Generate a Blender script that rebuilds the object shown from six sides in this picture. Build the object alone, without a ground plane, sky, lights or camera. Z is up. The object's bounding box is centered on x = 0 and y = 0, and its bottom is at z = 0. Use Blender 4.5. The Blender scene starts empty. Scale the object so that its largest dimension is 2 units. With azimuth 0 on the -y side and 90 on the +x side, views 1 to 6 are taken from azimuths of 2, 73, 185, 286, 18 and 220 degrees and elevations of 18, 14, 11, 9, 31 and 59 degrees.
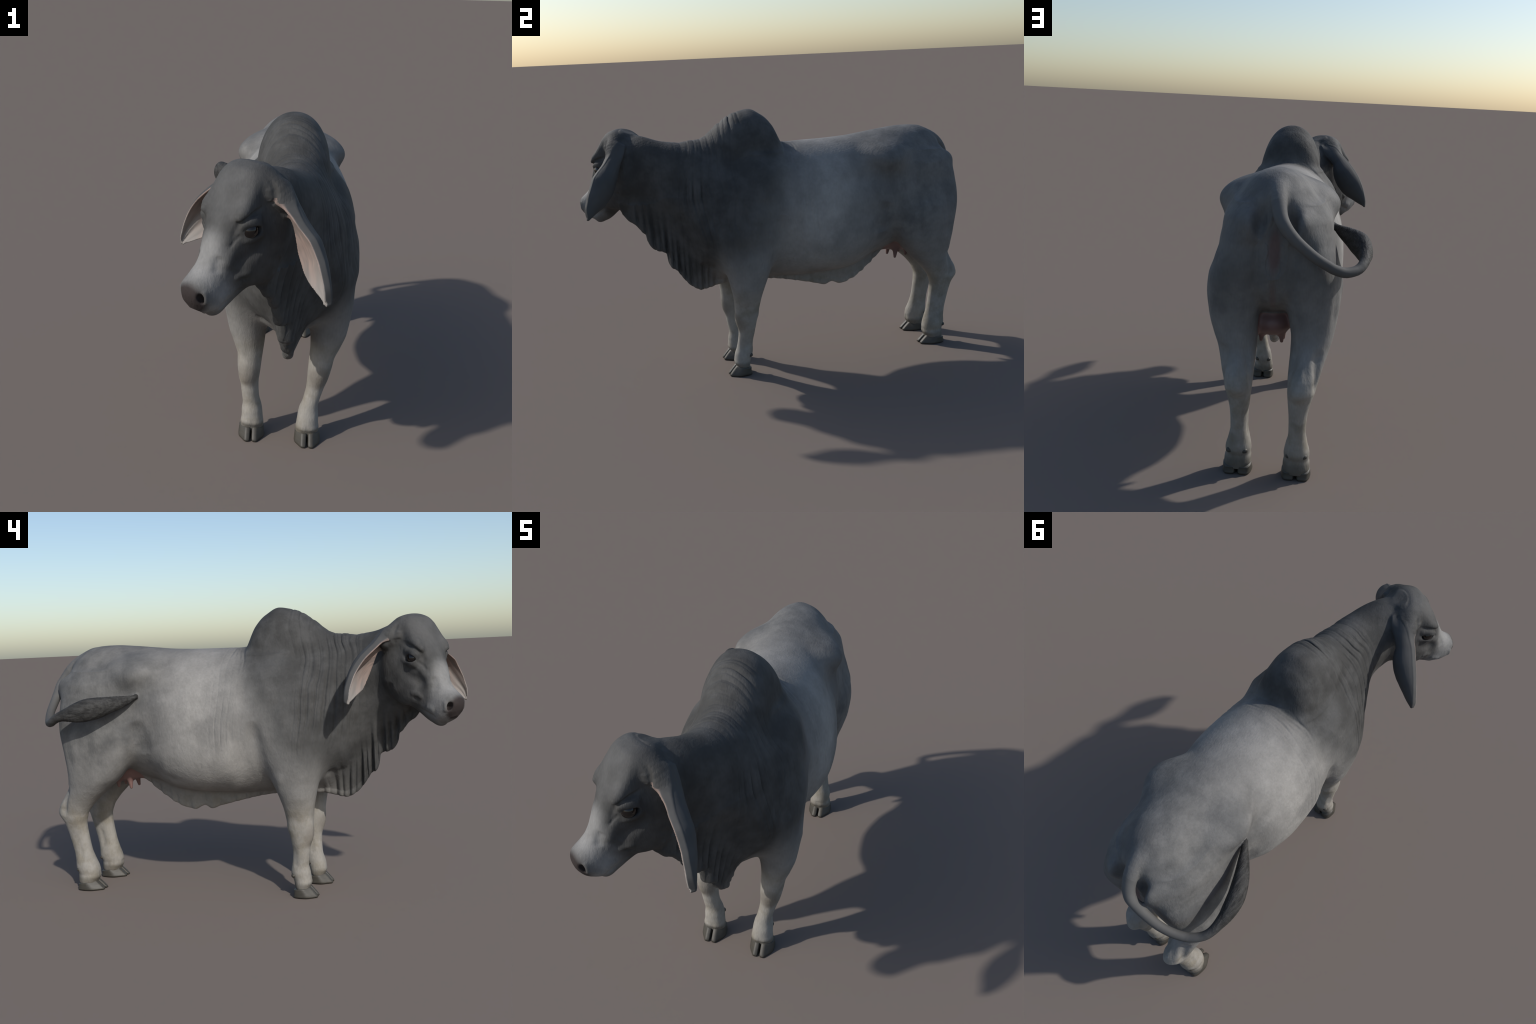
"""A standing grey humped cow with long drooping ears, modelled as one implicit
body (lofts, ellipsoids and swept chains blended together), meshed, split by
anatomical region and shaded with procedural node materials."""
import bpy, math
import numpy as np

VOX = 0.0031          # metres, size of a mesh cell
f32 = np.float32

# ------------------------------------------------------------------ helpers
def hermite(t, x, y):
    """Monotone cubic interpolation of the rows y at knots x."""
    x = np.asarray(x, float); y = np.asarray(y, float)
    one = y.ndim == 1
    if one: y = y[:, None]
    h = np.diff(x)[:, None]; s = np.diff(y, axis=0) / h
    m = np.zeros_like(y)
    if len(x) > 2:
        a, b = s[:-1], s[1:]
        w1, w2 = 2 * h[1:] + h[:-1], h[1:] + 2 * h[:-1]
        with np.errstate(divide='ignore', invalid='ignore'):
            mm = (w1 + w2) / (w1 / a + w2 / b)
        m[1:-1] = np.where(a * b > 0, mm, 0)
    m[0], m[-1] = s[0], s[-1]
    t = np.clip(np.asarray(t, float), x[0], x[-1])
    i = np.clip(np.searchsorted(x, t) - 1, 0, len(x) - 2)
    hh = (x[i + 1] - x[i]); u = ((t - x[i]) / hh)[:, None]; hh = hh[:, None]
    u2, u3 = u * u, u * u * u
    r = (2*u3 - 3*u2 + 1) * y[i] + (u3 - 2*u2 + u) * hh * m[i] + (3*u2 - 2*u3) * y[i + 1] + (u3 - u2) * hh * m[i + 1]
    return r[:, 0] if one else r

class Table:
    """Fast lookup of smooth curves: sampled once, then linear."""
    def __init__(self, x, y, n=400):
        self.x0, self.x1, self.n = float(x[0]), float(x[-1]), n
        self.v = hermite(np.linspace(self.x0, self.x1, n + 1), x, y).astype(f32)
    def __call__(self, t):
        k = np.clip((t - self.x0) * (self.n / (self.x1 - self.x0)), 0, self.n - 1e-3)
        i = k.astype(np.int32); u = (k - i).astype(f32)
        if self.v.ndim > 1: u = u[:, None]
        return self.v[i] * (1 - u) + self.v[i + 1] * u

def sstep(a, b, x):
    t = np.clip((x - a) / (b - a), 0, 1)
    return t * t * (3 - 2 * t)

def smin(a, b, k):
    h = np.maximum(k - np.abs(a - b), 0) / k
    return np.minimum(a, b) - h * h * k * 0.25

def smax(a, b, k):
    h = np.maximum(k - np.abs(a - b), 0) / k
    return np.maximum(a, b) + h * h * k * 0.25

def vnoise(P, scale, seed=0):
    """Smooth value noise in -1..1 from hashed lattice points."""
    q = np.asarray(P, np.float64) * scale + 37.3
    i = np.floor(q).astype(np.int64); f = q - i; f = f * f * (3 - 2 * f)
    out = 0
    for a in (0, 1):
        for b in (0, 1):
            for c in (0, 1):
                h = (i[:, 0] + a) * 73856093 ^ (i[:, 1] + b) * 19349663 ^ (i[:, 2] + c) * 83492791 ^ (seed * 2654435)
                h = (h ^ (h >> 13)) * 1274126177 & 0x7fffffff
                w = (f[:, 0] if a else 1 - f[:, 0]) * (f[:, 1] if b else 1 - f[:, 1]) * (f[:, 2] if c else 1 - f[:, 2])
                out = out + w * ((h % 65536) / 32768.0 - 1)
    return out.astype(f32)

# --------------------------------------------------------------- body frame
# The spine bends gently: the midline x as a function of y.
MID = Table([-1.1, -0.45, -0.16, 0.26, 0.62, 0.9, 1.1], [0.067, 0.066, 0.057, 0.056, 0.042, 0.026, 0.02])

# Head frame: E = point between the eyes, F forward, L to the animal's left.
E = np.array([-0.134, -0.838, 1.083])
YAW = math.radians(40.0)
F = np.array([-math.sin(YAW), -math.cos(YAW), 0.0])
L = np.array([math.cos(YAW), -math.sin(YAW), 0.0])
TILT = math.radians(59.0)
AX_T = F * math.cos(TILT) + np.array([0, 0, -math.sin(TILT)])   # poll to muzzle
AX_B = F * math.sin(TILT) + np.array([0, 0, math.cos(TILT)])    # out of the face

def head_pt(f, l, v):
    return E + F * f + L * l + np.array([0, 0, v])

def face_pt(t, l, b):
    l = l - 0.001 * min(max(t / 0.15, 0), 1)
    return E + AX_T * t + L * l + AX_B * b

EYE_TURN = 0.93       # the lids run this far round from the face axis
def eye_pt(s, p, q, l=None):
    """Point near the eye: p forward along the lids, q up across them, l out."""
    c, n = math.cos(EYE_TURN), math.sin(EYE_TURN)
    if l is None: l = 0.099 - 0.28 * max(p, 0) - 0.05 * max(-p, 0)
    return face_pt(0.001 + p * c - q * n, s * l, -0.006 + p * n + q * c) + np.array([0, 0, 0.006 if s < 0 else -0.001])

# --------------------------------------------------------------- primitives
class Prim:
    k = 0.03
    def box(self, lo, hi, pad):
        self.lo = (np.asarray(lo, float) - pad).astype(f32); self.hi = (np.asarray(hi, float) + pad).astype(f32)

class Ell(Prim):
    def __init__(self, c, r, k=0.03, rot=None):
        self.c = np.asarray(c, f32); self.r = np.asarray(r, f32); self.k = k
        self.R = np.eye(3, dtype=f32) if rot is None else np.asarray(rot, f32)   # rows = axes
        e = np.sqrt(((self.R * self.r[:, None]) ** 2).sum(0))
        self.box(self.c - e, self.c + e, k + 0.03)
    def __call__(self, P):
        q = (P - self.c) @ self.R.T
        a = q / self.r; k0 = np.sqrt((a * a).sum(1)) + 1e-6
        b = a / self.r; k1 = np.sqrt((b * b).sum(1)) + 1e-6
        return k0 * (k0 - 1) / k1

class Chain(Prim):
    """Round swept body along a polyline with varying radius."""
    def __init__(self, pts, rad, k=0.02, n=60, squash=None):
        pts = np.asarray(pts, float)
        s = np.r_[0, np.cumsum(np.linalg.norm(np.diff(pts, axis=0), axis=1))]
        t = np.linspace(0, s[-1], n)
        self.p = hermite(t, s, pts).astype(f32)
        self.r = hermite(t, s, np.asarray(rad, float)).astype(f32)
        self.q = None if squash is None else hermite(t, s, np.asarray(squash, float)).astype(f32)
        self.k = k; m = self.r.max() * 2
        self.box(self.p.min(0), self.p.max(0), m + k + 0.02)
    def __call__(self, P):
        out = np.full(len(P), 1e3, f32)
        for i in range(len(self.p) - 1):
            a = self.p[i]; d = self.p[i + 1] - a
            w = P - a
            h = np.clip((w @ d) / (d @ d), 0, 1)
            e = w - h[:, None] * d
            if self.q is not None:      # vertical stretch of the section
                qz = self.q[i] * (1 - h) + self.q[i + 1] * h
                e[:, 2] /= qz
            out = np.minimum(out, np.sqrt((e * e).sum(1)) - (self.r[i] * (1 - h) + self.r[i + 1] * h))
        return out

class Loft(Prim):
    """Superellipse sections along a straight axis.
    keys: (t, cu, cv, wl, wr, up, down, n[, n of the lower half])."""
    def __init__(self, keys, org, T, U, V, k=0.03, mid=False, pad=0.0):
        keys = np.asarray(keys, float); keys = keys[np.argsort(keys[:, 0])]
        if keys.shape[1] == 8: keys = np.c_[keys, keys[:, 7]]
        self.o, self.T, self.U, self.V = (np.asarray(a, f32) for a in (org, T, U, V))
        self.tab = Table(keys[:, 0], keys[:, 1:]); self.t0, self.t1 = keys[0, 0], keys[-1, 0]
        self.k, self.mid = k, mid
        c = []
        for q in keys:
            for u in (q[1] - q[3], q[1] + q[4]):
                for v in (q[2] - q[6], q[2] + q[5]):
                    c.append(np.asarray(org) + q[0] * self.T + u * self.U + v * self.V)
        c = np.array(c); lo, hi = c.min(0), c.max(0)
        if mid: lo[0] += 0.0; hi[0] += 0.07
        self.box(lo, hi, k + 0.03 + pad)
    def __call__(self, P):
        D = P - self.o
        t, u, v = D @ self.T, D @ self.U, D @ self.V
        if self.mid: u = u - MID(P[:, 1])
        g = self.tab(t)
        du, dv = u - g[:, 0], v - g[:, 1]
        w = np.where(du > 0, g[:, 3], g[:, 2]); h = np.where(dv > 0, g[:, 4], g[:, 5]); n = np.where(dv > 0, g[:, 6], g[:, 7])
        a, b = np.abs(du) / w + 1e-6, np.abs(dv) / h + 1e-6
        r = (a ** n + b ** n) ** (1 / n)
        rad = np.hypot(du, dv) + 1e-6
        d = rad * (1 - 1 / r)
        d = np.maximum(d, -np.minimum(w, h))
        e = np.maximum(np.maximum(self.t0 - t, t - self.t1), 0)
        return np.where(e > 0, np.hypot(np.maximum(d, 0), e) + np.minimum(d, 0) * 0, d)

class Relief:
    """Soft ridge (amp > 0) or groove (amp < 0) along a line, or a round swelling at a point."""
    def __init__(self, pts, wide, amp):
        self.p = np.atleast_2d(np.asarray(pts, float)).astype(f32)
        if len(self.p) > 2:
            t = np.linspace(0, len(self.p) - 1, 4 * len(self.p))
            self.p = hermite(t, np.arange(len(self.p)), self.p).astype(f32)
        self.w, self.a = wide, amp
        m = 2.4 * np.max(wide)
        self.lo, self.hi = self.p.min(0) - f32(m), self.p.max(0) + f32(m)
    def __call__(self, P):
        if len(self.p) == 1:
            q = (P - self.p[0]) / np.asarray(self.w, f32)
            return self.a * np.exp(-(q * q).sum(1))
        best = np.full(len(P), 1e3, f32); fade = np.zeros(len(P), f32); n = len(self.p) - 1
        for i in range(n):
            a = self.p[i]; d = self.p[i + 1] - a
            w = P - a; h = np.clip((w @ d) / (d @ d), 0, 1)
            e = w - h[:, None] * d; r = (e * e).sum(1)
            u = (i + h) / n; k = r < best
            best = np.where(k, r, best); fade = np.where(k, u, fade)
        ends = sstep(-0.04, 0.26, np.minimum(fade, 1 - fade))
        return self.a * ends * np.exp(-best / self.w ** 2)

X, Y, Z = np.eye(3)

# ---------------------------------------------------------------- body prims
def along_y(rows, k, n=2.2, nd=None):
    """rows: y, ztop, zbottom, half width, z of the widest place[, n below[, extra width of the right side]]"""
    K = [(r[0], 0, r[4], r[3] + (r[6] if len(r) > 6 else 0), r[3], r[1] - r[4], r[4] - r[2], n, r[5] if len(r) > 5 else nd or n) for r in rows]
    return Loft(K, (0, 0, 0), Y, X, Z, k, mid=True)

barrel = along_y([
    (-0.43, 0.98, 0.66, 0.05, 0.82), (-0.41, 1.03, 0.59, 0.12, 0.80), (-0.36, 1.09, 0.52, 0.19, 0.77), (-0.28, 1.12, 0.49, 0.235, 0.76, 1.7),
    (-0.16, 1.145, 0.48, 0.256, 0.77, 1.6), (-0.05, 1.158, 0.474, 0.254, 0.78, 1.75, 0.014), (0.06, 1.162, 0.472, 0.270, 0.76, 2.15, 0.014), (0.2, 1.164, 0.479, 0.282, 0.74, 2.35, 0.004),
    (0.35, 1.169, 0.489, 0.272, 0.76, 2.15), (0.47, 1.181, 0.528, 0.244, 0.80, 1.8), (0.58, 1.193, 0.56, 0.228, 0.84), (0.68, 1.200, 0.61, 0.214, 0.87),
    (0.78, 1.193, 0.65, 0.190, 0.89), (0.85, 1.158, 0.69, 0.155, 0.90), (0.892, 1.115, 0.73, 0.115, 0.90), (0.918, 1.05, 0.78, 0.05, 0.90)], 0.04, 2.05, 1.8)

hump = along_y([
    (-0.46, 1.185, 0.98, 0.06, 1.08), (-0.42, 1.200, 0.97, 0.085, 1.08), (-0.385, 1.218, 0.97, 0.10, 1.08), (-0.31, 1.275, 0.97, 0.122, 1.09),
    (-0.225, 1.322, 0.97, 0.138, 1.10), (-0.155, 1.336, 0.97, 0.142, 1.10), (-0.095, 1.307, 0.97, 0.142, 1.10),
    (-0.050, 1.262, 0.97, 0.135, 1.09), (-0.023, 1.208, 0.97, 0.120, 1.08), (0.005, 1.14, 0.98, 0.07, 1.06)], 0.045, 2.15)

def neck_rows():
    rows = [  # y, x centre, ztop, zbottom, half width, zwide
        (-0.22, 0.057, 1.12, 0.54, 0.235, 0.78), (-0.34, 0.060, 1.17, 0.54, 0.219, 0.78), (-0.44, 0.062, 1.193, 0.59, 0.188, 0.80),
        (-0.53, 0.055, 1.198, 0.68, 0.140, 0.97, 1.75), (-0.62, 0.026, 1.214, 0.77, 0.126, 1.05, 1.6), (-0.70, -0.016, 1.238, 0.83, 0.121, 1.09, 1.6),
        (-0.77, -0.058, 1.243, 0.90, 0.098, 1.10, 1.8)]
    return [(r[0], r[1], r[5], r[4], r[4] - (0.013 if -0.75 < r[0] < -0.5 else 0), r[2] - r[5], r[5] - r[3], 2.1, r[6] if len(r) > 6 else 2.2) for r in rows]
neck = Loft(neck_rows(), (0, 0, 0), Y, X, Z, 0.05)

FORE_X = Table([0, 0.15, 0.22, 0.32, 0.45, 0.55, 0.7, 1.2], [0.041, 0.041, 0.046, 0.053, 0.062, 0.060, 0.055, 0.055])

def leg_loft(rows, side, xm, yshift, k):
    K = []
    for z, xi, xo, yf, yb in rows:
        if yf > 0.3 and side < 0: yf = yf + 0.010 * sstep(0.08, 0.2, z) * sstep(0.56, 0.45, z)
        c, h = (xi + xo) / 2, (xo - xi) / 2
        sh = yshift * (1 - (sstep(0.38, 0.56, z) if yf > 0.3 else sstep(0.1, 0.25, z))) + ((0.008 if side > 0 else -0.006) * sstep(0.5, 0.6, z) if yf > 0.3 else 0); xs = 0.019 + 0.011 * sstep(0.5, 0.7, z) if yf > 0.3 else float(FORE_X(np.array([z]))[0])
        nn = 2.15 + (0.70 * sstep(0.5, 0.62, z) * sstep(1.0, 0.88, z) if yf > 0.3 else 0)
        K.append((z, xs + side * c, (yf + yb) / 2 + sh, h, h, (yb - yf) / 2, (yb - yf) / 2, nn))
    return Loft(K, (0, 0, 0), Z, X, Y, k)

def forelimb(side):
    rows = [(0.026, 0.075, 0.156, -0.278, -0.222), (0.048, 0.067, 0.163, -0.287, -0.214), (0.064, 0.068, 0.162, -0.294, -0.212), (0.080, 0.072, 0.158, -0.291, -0.209), (0.105, 0.078, 0.155, -0.285, -0.203),
            (0.14, 0.081, 0.155, -0.281, -0.202), (0.18, 0.090, 0.161, -0.286, -0.209), (0.23, 0.097, 0.171, -0.296, -0.211), (0.27, 0.098, 0.182, -0.303, -0.206),
            (0.32, 0.096, 0.191, -0.310, -0.197), (0.37, 0.095, 0.197, -0.314, -0.187), (0.42, 0.093, 0.215, -0.320, -0.178), (0.48, 0.088, 0.236, -0.332, -0.160), (0.54, 0.08, 0.248, -0.347, -0.135),
            (0.60, 0.07, 0.258, -0.366, -0.11), (0.66, 0.06, 0.262, -0.385, -0.085), (0.75, 0.05, 0.260, -0.412, -0.06), (0.86, 0.04, 0.249, -0.395, -0.03), (0.97, 0.03, 0.236, -0.34, -0.01), (1.06, 0.02, 0.206, -0.28, 0.0), (1.12, 0.02, 0.155, -0.24, -0.02)]
    return leg_loft(rows, side, 0.05, -0.026 if side > 0 else 0.0, 0.04)

def hindlimb(side):
    rows = [(0.020, 0.072, 0.163, 0.795, 0.880), (0.042, 0.064, 0.171, 0.785, 0.885), (0.062, 0.064, 0.170, 0.774, 0.885), (0.078, 0.067, 0.166, 0.772, 0.885), (0.105, 0.070, 0.163, 0.778, 0.892),
            (0.15, 0.074, 0.156, 0.788, 0.897), (0.20, 0.080, 0.150, 0.800, 0.905), (0.26, 0.079, 0.151, 0.810, 0.920), (0.33, 0.073, 0.163, 0.818, 0.938),
            (0.375, 0.069, 0.176, 0.806, 0.960), (0.42, 0.067, 0.188, 0.775, 0.955), (0.46, 0.067, 0.199, 0.737, 0.932), (0.51, 0.067, 0.216, 0.685, 0.906),
            (0.57, 0.066, 0.236, 0.625, 0.893), (0.64, 0.056, 0.252, 0.575, 0.896), (0.72, 0.040, 0.261, 0.54, 0.908), (0.79, 0.030, 0.257, 0.52, 0.922), (0.855, 0.025, 0.236, 0.515, 0.930),
            (0.94, 0.03, 0.214, 0.52, 0.926), (1.01, 0.02, 0.209, 0.52, 0.905), (1.075, 0.02, 0.172, 0.56, 0.86)]
    return leg_loft(rows, side, 0.019, 0.012 if side < 0 else -0.003, 0.04)

def mid_pt(x, y, z):
    return (x + float(MID(np.array([y]))[0]), y, z)

tail = Chain([(0.026, 0.79, 1.148), (0.024, 0.85, 1.130), (0.018, 0.906, 1.096), (0.005, 0.948, 1.048), (-0.021, 0.969, 1.005), (-0.055, 0.970, 0.967),
              (-0.093, 0.967, 0.934), (-0.130, 0.962, 0.906), (-0.168, 0.951, 0.882), (-0.207, 0.934, 0.860), (-0.245, 0.912, 0.849),
              (-0.279, 0.884, 0.853), (-0.302, 0.852, 0.868), (-0.311, 0.816, 0.883), (-0.313, 0.771, 0.892), (-0.308, 0.728, 0.900),
              (-0.299, 0.685, 0.909), (-0.281, 0.642, 0.916), (-0.259, 0.60, 0.925), (-0.233, 0.560, 0.934), (-0.207, 0.522, 0.944), (-0.188, 0.487, 0.957)],
             [0.036, 0.035, 0.031, 0.0265, 0.024, 0.022, 0.021, 0.020, 0.0195, 0.0195, 0.0195, 0.0190, 0.019, 0.021, 0.027, 0.033, 0.036, 0.035, 0.031, 0.025, 0.017, 0.007],
             0.02, 70, [1, 1, 1, 1, 1, 1, 1, 1, 1, 1, 1, 1.0, 1.05, 1.12, 1.25, 1.4, 1.45, 1.4, 1.3, 1.25, 1.2, 1.1])

# ------------------------------------------------------------ hanging skin
DEW = Table([-0.80, -0.775, -0.745, -0.715, -0.701, -0.695, -0.655, -0.618, -0.610, -0.602, -0.585, -0.565, -0.550, -0.49, -0.445, -0.40, -0.34, -0.24],
            [0.855, 0.822, 0.801, 0.762, 0.750, 0.716, 0.668, 0.658, 0.650, 0.600, 0.572, 0.562, 0.537, 0.467, 0.446, 0.454, 0.467, 0.485], 1600)
DEWX = Table([-0.80, -0.70, -0.6, -0.5, -0.3], [-0.03, 0.015, 0.05, 0.064, 0.062])
NAV = Table([-0.15, -0.08, 0.055, 0.18, 0.228, 0.262, 0.312, 0.375, 0.49, 0.56, 0.62], [0.475, 0.462, 0.431, 0.398, 0.384, 0.399, 0.380, 0.395, 0.470, 0.53, 0.575], 1600)

class Sheet(Prim):
    """A hanging fold of skin: thick above, thin and wavy at its lower edge."""
    def __init__(self, low, cx, y0, y1, top, thick, grow, wave, k, lo, hi):
        self.low, self.cx, self.y0, self.y1, self.top = low, cx, y0, y1, top
        self.thick, self.grow, self.wave, self.k = thick, grow, wave, k
        self.box(lo, hi, 0.05)
    def __call__(self, P):
        x, y, z = P.T
        b = self.low(y)
        s = z - b                                  # height above the lower edge
        u = x - self.cx(y)
        off, dth = self.wave(P, y, s, np.sign(u))
        th = np.maximum(self.thick + self.grow * (0.40 + 0.60 * sstep(-0.66, -0.44, y)) * np.clip(s - 0.03, 0, 0.21) + dth, 0.011)
        a = np.abs(u - off) - th
        e = np.maximum(self.y0 - y, y - self.y1)
        low = -s * 0.75 - 0.001
        d = np.maximum(smax(a, low, 0.020), z - self.top(y))
        return np.maximum(d, e)

def dew_wave(P, y, s, sg):
    n1, n2 = vnoise(P * [0.3, 1, 0.35], 11.0, 7), vnoise(P * [1, 1, 0.3], 17.0, 8)
    ph = y * 2 * np.pi / 0.029 + 1.2 * np.sin(y * 23) + s * 5 + sg * 0.7 + 2.6 * n1
    m = sstep(0.36, 0.02, s) * sstep(-0.79, -0.70, y) * (0.75 + 0.5 * n2)
    m2 = sstep(-0.30, -0.44, y)
    off = 0.007 * np.sin(ph * 0.5 + 1) * m
    return off, (0.0115 * (np.abs(np.sin(ph * 0.5)) * 2 - 1.1) * m * m2).astype(f32)

def nav_wave(P, y, s, sg):
    ph = y * 2 * np.pi / 0.06 + 3 * np.sin(y * 13)
    m = sstep(0.09, 0.0, s)
    return 0.004 * np.sin(ph) * m, 0.002 * np.sin(1.7 * ph) * m

dewlap = Sheet(DEW, DEWX, -0.80, -0.22, lambda y: np.full_like(y, 0.90), 0.0145, 0.40, dew_wave, 0.06, (-0.2, -0.82, 0.42), (0.3, -0.2, 0.97))
navel = Sheet(NAV, MID, -0.14, 0.60, lambda y: np.full_like(y, 0.60), 0.016, 0.26, nav_wave, 0.03, (-0.06, -0.16, 0.36), (0.16, 0.62, 0.62))

# -------------------------------------------------------------------- ears
def ear(rim, medial, bulge):
    rim, medial = np.asarray(rim, float), np.asarray(medial, float)
    return Ear(rim, medial, bulge)

class Ear(Prim):
    """A cupped blade between its two margins, thick at the root."""
    k = 0.018
    def __init__(self, rim, med, out):
        tip = (rim[-1] + med[-1]) / 2; root = (rim[0] + med[0]) / 2
        A = tip - root; A /= np.linalg.norm(A)
        Wd = med.mean(0) - rim.mean(0); Wd -= A * (Wd @ A); Wd /= np.linalg.norm(Wd)
        N = np.cross(A, Wd)
        if N @ np.asarray(out) < 0: N = -N
        self.o, self.A, self.W, self.N = root.astype(f32), A.astype(f32), Wd.astype(f32), N.astype(f32)
        def prep(c):
            q = c - root; s = q @ A
            return Table(s, np.c_[q @ Wd, q @ N], 300)
        self.r, self.m = prep(rim), prep(med)
        self.s0 = min((rim[0] - root) @ A, (med[0] - root) @ A); self.s1 = max((rim[-1] - root) @ A, (med[-1] - root) @ A)
        allp = np.r_[rim, med]; self.box(allp.min(0), allp.max(0), 0.07)
        self.len = self.s1 - self.s0
    def uv(self, P):
        D = P - self.o
        s, p, q = D @ self.A, D @ self.W, D @ self.N
        R, M = self.r(s), self.m(s)
        w = np.maximum(M[:, 0] - R[:, 0], 1e-3)
        c = (p - R[:, 0]) / w                       # 0 rim .. 1 medial
        g = np.clip((s - self.s0) / self.len, 0, 1)
        sh = 0.5 * (1 - np.sqrt(np.maximum(1 - np.clip((g - 0.84) / 0.16, 0, 1) ** 2, 0))) + 0.22 * (1 - sstep(0, 0.16, g))
        sh = np.maximum(sh, np.minimum(0.0045 / w, 0.4))
        cc = np.clip(c, sh, 1 - sh)
        depth = 0.42 * w * (1 - 0.35 * g) + 0.004
        prof = 4 * cc * (1 - cc)
        prof = prof ** 0.8
        qc = R[:, 1] * (1 - cc) + M[:, 1] * cc + depth * prof
        return s, p, q, c, cc, w, g, qc, R, M, depth
    def __call__(self, P):
        s, p, q, c, cc, w, g, qc, R, M, depth = self.uv(P)
        slope = depth * 4 * (1 - 2 * cc) / w
        cosl = 1 / np.sqrt(1 + np.minimum(slope * slope, 6))
        th = 0.0082 + 0.010 * (1 - sstep(0.0, 0.35, g)) + 0.001 * np.sin(np.pi * cc)
        ridge = 0.0022 * np.sin(cc * 21 + g * 2) * np.sin(np.pi * cc) * (q < qc)
        e = np.abs(c - cc) * w
        a = np.maximum(np.abs(q - qc) * cosl - 0.5 * th + ridge, 0)
        es = np.maximum(np.maximum(self.s0 - s, s - self.s1 + 0.004), 0)
        d = np.sqrt(a * a + e * e + es * es) - 0.5 * th
        return d

# margins measured along the ear, root to tip (world metres)
RIM_R = [(-0.118, -0.735, 1.205), (-0.168, -0.687, 1.187), (-0.193, -0.661, 1.165), (-0.219, -0.639, 1.143), (-0.244, -0.613, 1.118), (-0.263, -0.592, 1.097), (-0.284, -0.571, 1.068), (-0.301, -0.553, 1.037), (-0.314, -0.541, 1.006), (-0.324, -0.531, 0.974), (-0.331, -0.526, 0.941), (-0.331, -0.523, 0.912)]
MED_R = [(-0.105, -0.665, 1.150), (-0.142, -0.626, 1.115), (-0.147, -0.612, 1.078), (-0.152, -0.602, 1.052), (-0.162, -0.594, 1.027), (-0.177, -0.585, 1.002), (-0.197, -0.577, 0.978), (-0.224, -0.567, 0.957), (-0.256, -0.551, 0.942), (-0.287, -0.537, 0.926), (-0.318, -0.526, 0.912)]
RIM_L = [(-0.002, -0.830, 1.200), (0.030, -0.853, 1.160), (0.047, -0.872, 1.139), (0.062, -0.887, 1.121), (0.078, -0.907, 1.102), (0.097, -0.927, 1.084), (0.115, -0.944, 1.065), (0.128, -0.955, 1.041), (0.140, -0.966, 1.016), (0.149, -0.977, 0.990), (0.157, -0.985, 0.963), (0.164, -0.993, 0.935), (0.173, -0.990, 0.882)]
MED_L = [(0.025, -0.79, 1.160), (0.059, -0.812, 1.106), (0.066, -0.819, 1.082), (0.073, -0.828, 1.051), (0.079, -0.839, 1.023), (0.085, -0.850, 0.994), (0.095, -0.866, 0.968), (0.105, -0.887, 0.944), (0.120, -0.908, 0.924), (0.139, -0.937, 0.909), (0.158, -0.963, 0.894), (0.171, -0.984, 0.880)]
ear_right = Ear(np.array(RIM_R), np.array(MED_R), -F * 0.8 - L * 0.6 + Z * 0.3)
ear_left = Ear(np.array(RIM_L), np.array(MED_L), -F * 0.8 + L * 0.6 + Z * 0.3)

# -------------------------------------------------------------------- head
HB = np.array([AX_T, L, AX_B])
skull = Loft([  # t along the face, side shift, centre b, half widths, up (face side), down (jaw side), roundness
    (-0.208, 0, -0.02, 0.034, 0.034, 0.030, 0.026, 2.2, 2.2), (-0.2045, 0, -0.02, 0.050, 0.050, 0.044, 0.04, 2.3, 2.3), (-0.190, 0, -0.02, 0.068, 0.068, 0.062, 0.06, 2.6, 2.6), (-0.155, 0, -0.02, 0.084, 0.084, 0.083, 0.09, 2.9, 2.9), (-0.11, 0, -0.02, 0.091, 0.091, 0.086, 0.11, 2.8, 2.8),
    (-0.05, 0, -0.03, 0.095, 0.095, 0.091, 0.125, 2.7, 2.7), (0.0, 0, -0.04, 0.093, 0.093, 0.100, 0.130, 2.5, 2.7), (0.05, 0, -0.05, 0.085, 0.083, 0.104, 0.120, 2.4, 2.8),
    (0.10, 0, -0.05, 0.074, 0.072, 0.098, 0.105, 2.3, 2.8), (0.15, -0.002, -0.045, 0.070, 0.064, 0.089, 0.087, 2.2, 2.8), (0.19, -0.003, -0.03, 0.065, 0.062, 0.083, 0.077, 2.3, 2.8),
    (0.22, -0.003, -0.02, 0.064, 0.062, 0.083, 0.070, 2.5, 2.6), (0.247, -0.002, -0.015, 0.059, 0.059, 0.073, 0.062, 2.5, 2.5), (0.268, -0.002, -0.015, 0.046, 0.046, 0.055, 0.050, 2.4, 2.4), (0.284, -0.002, -0.015, 0.023, 0.023, 0.028, 0.030, 2.0, 2.0)],
    E, AX_T, L, AX_B, 0.045)

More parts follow.
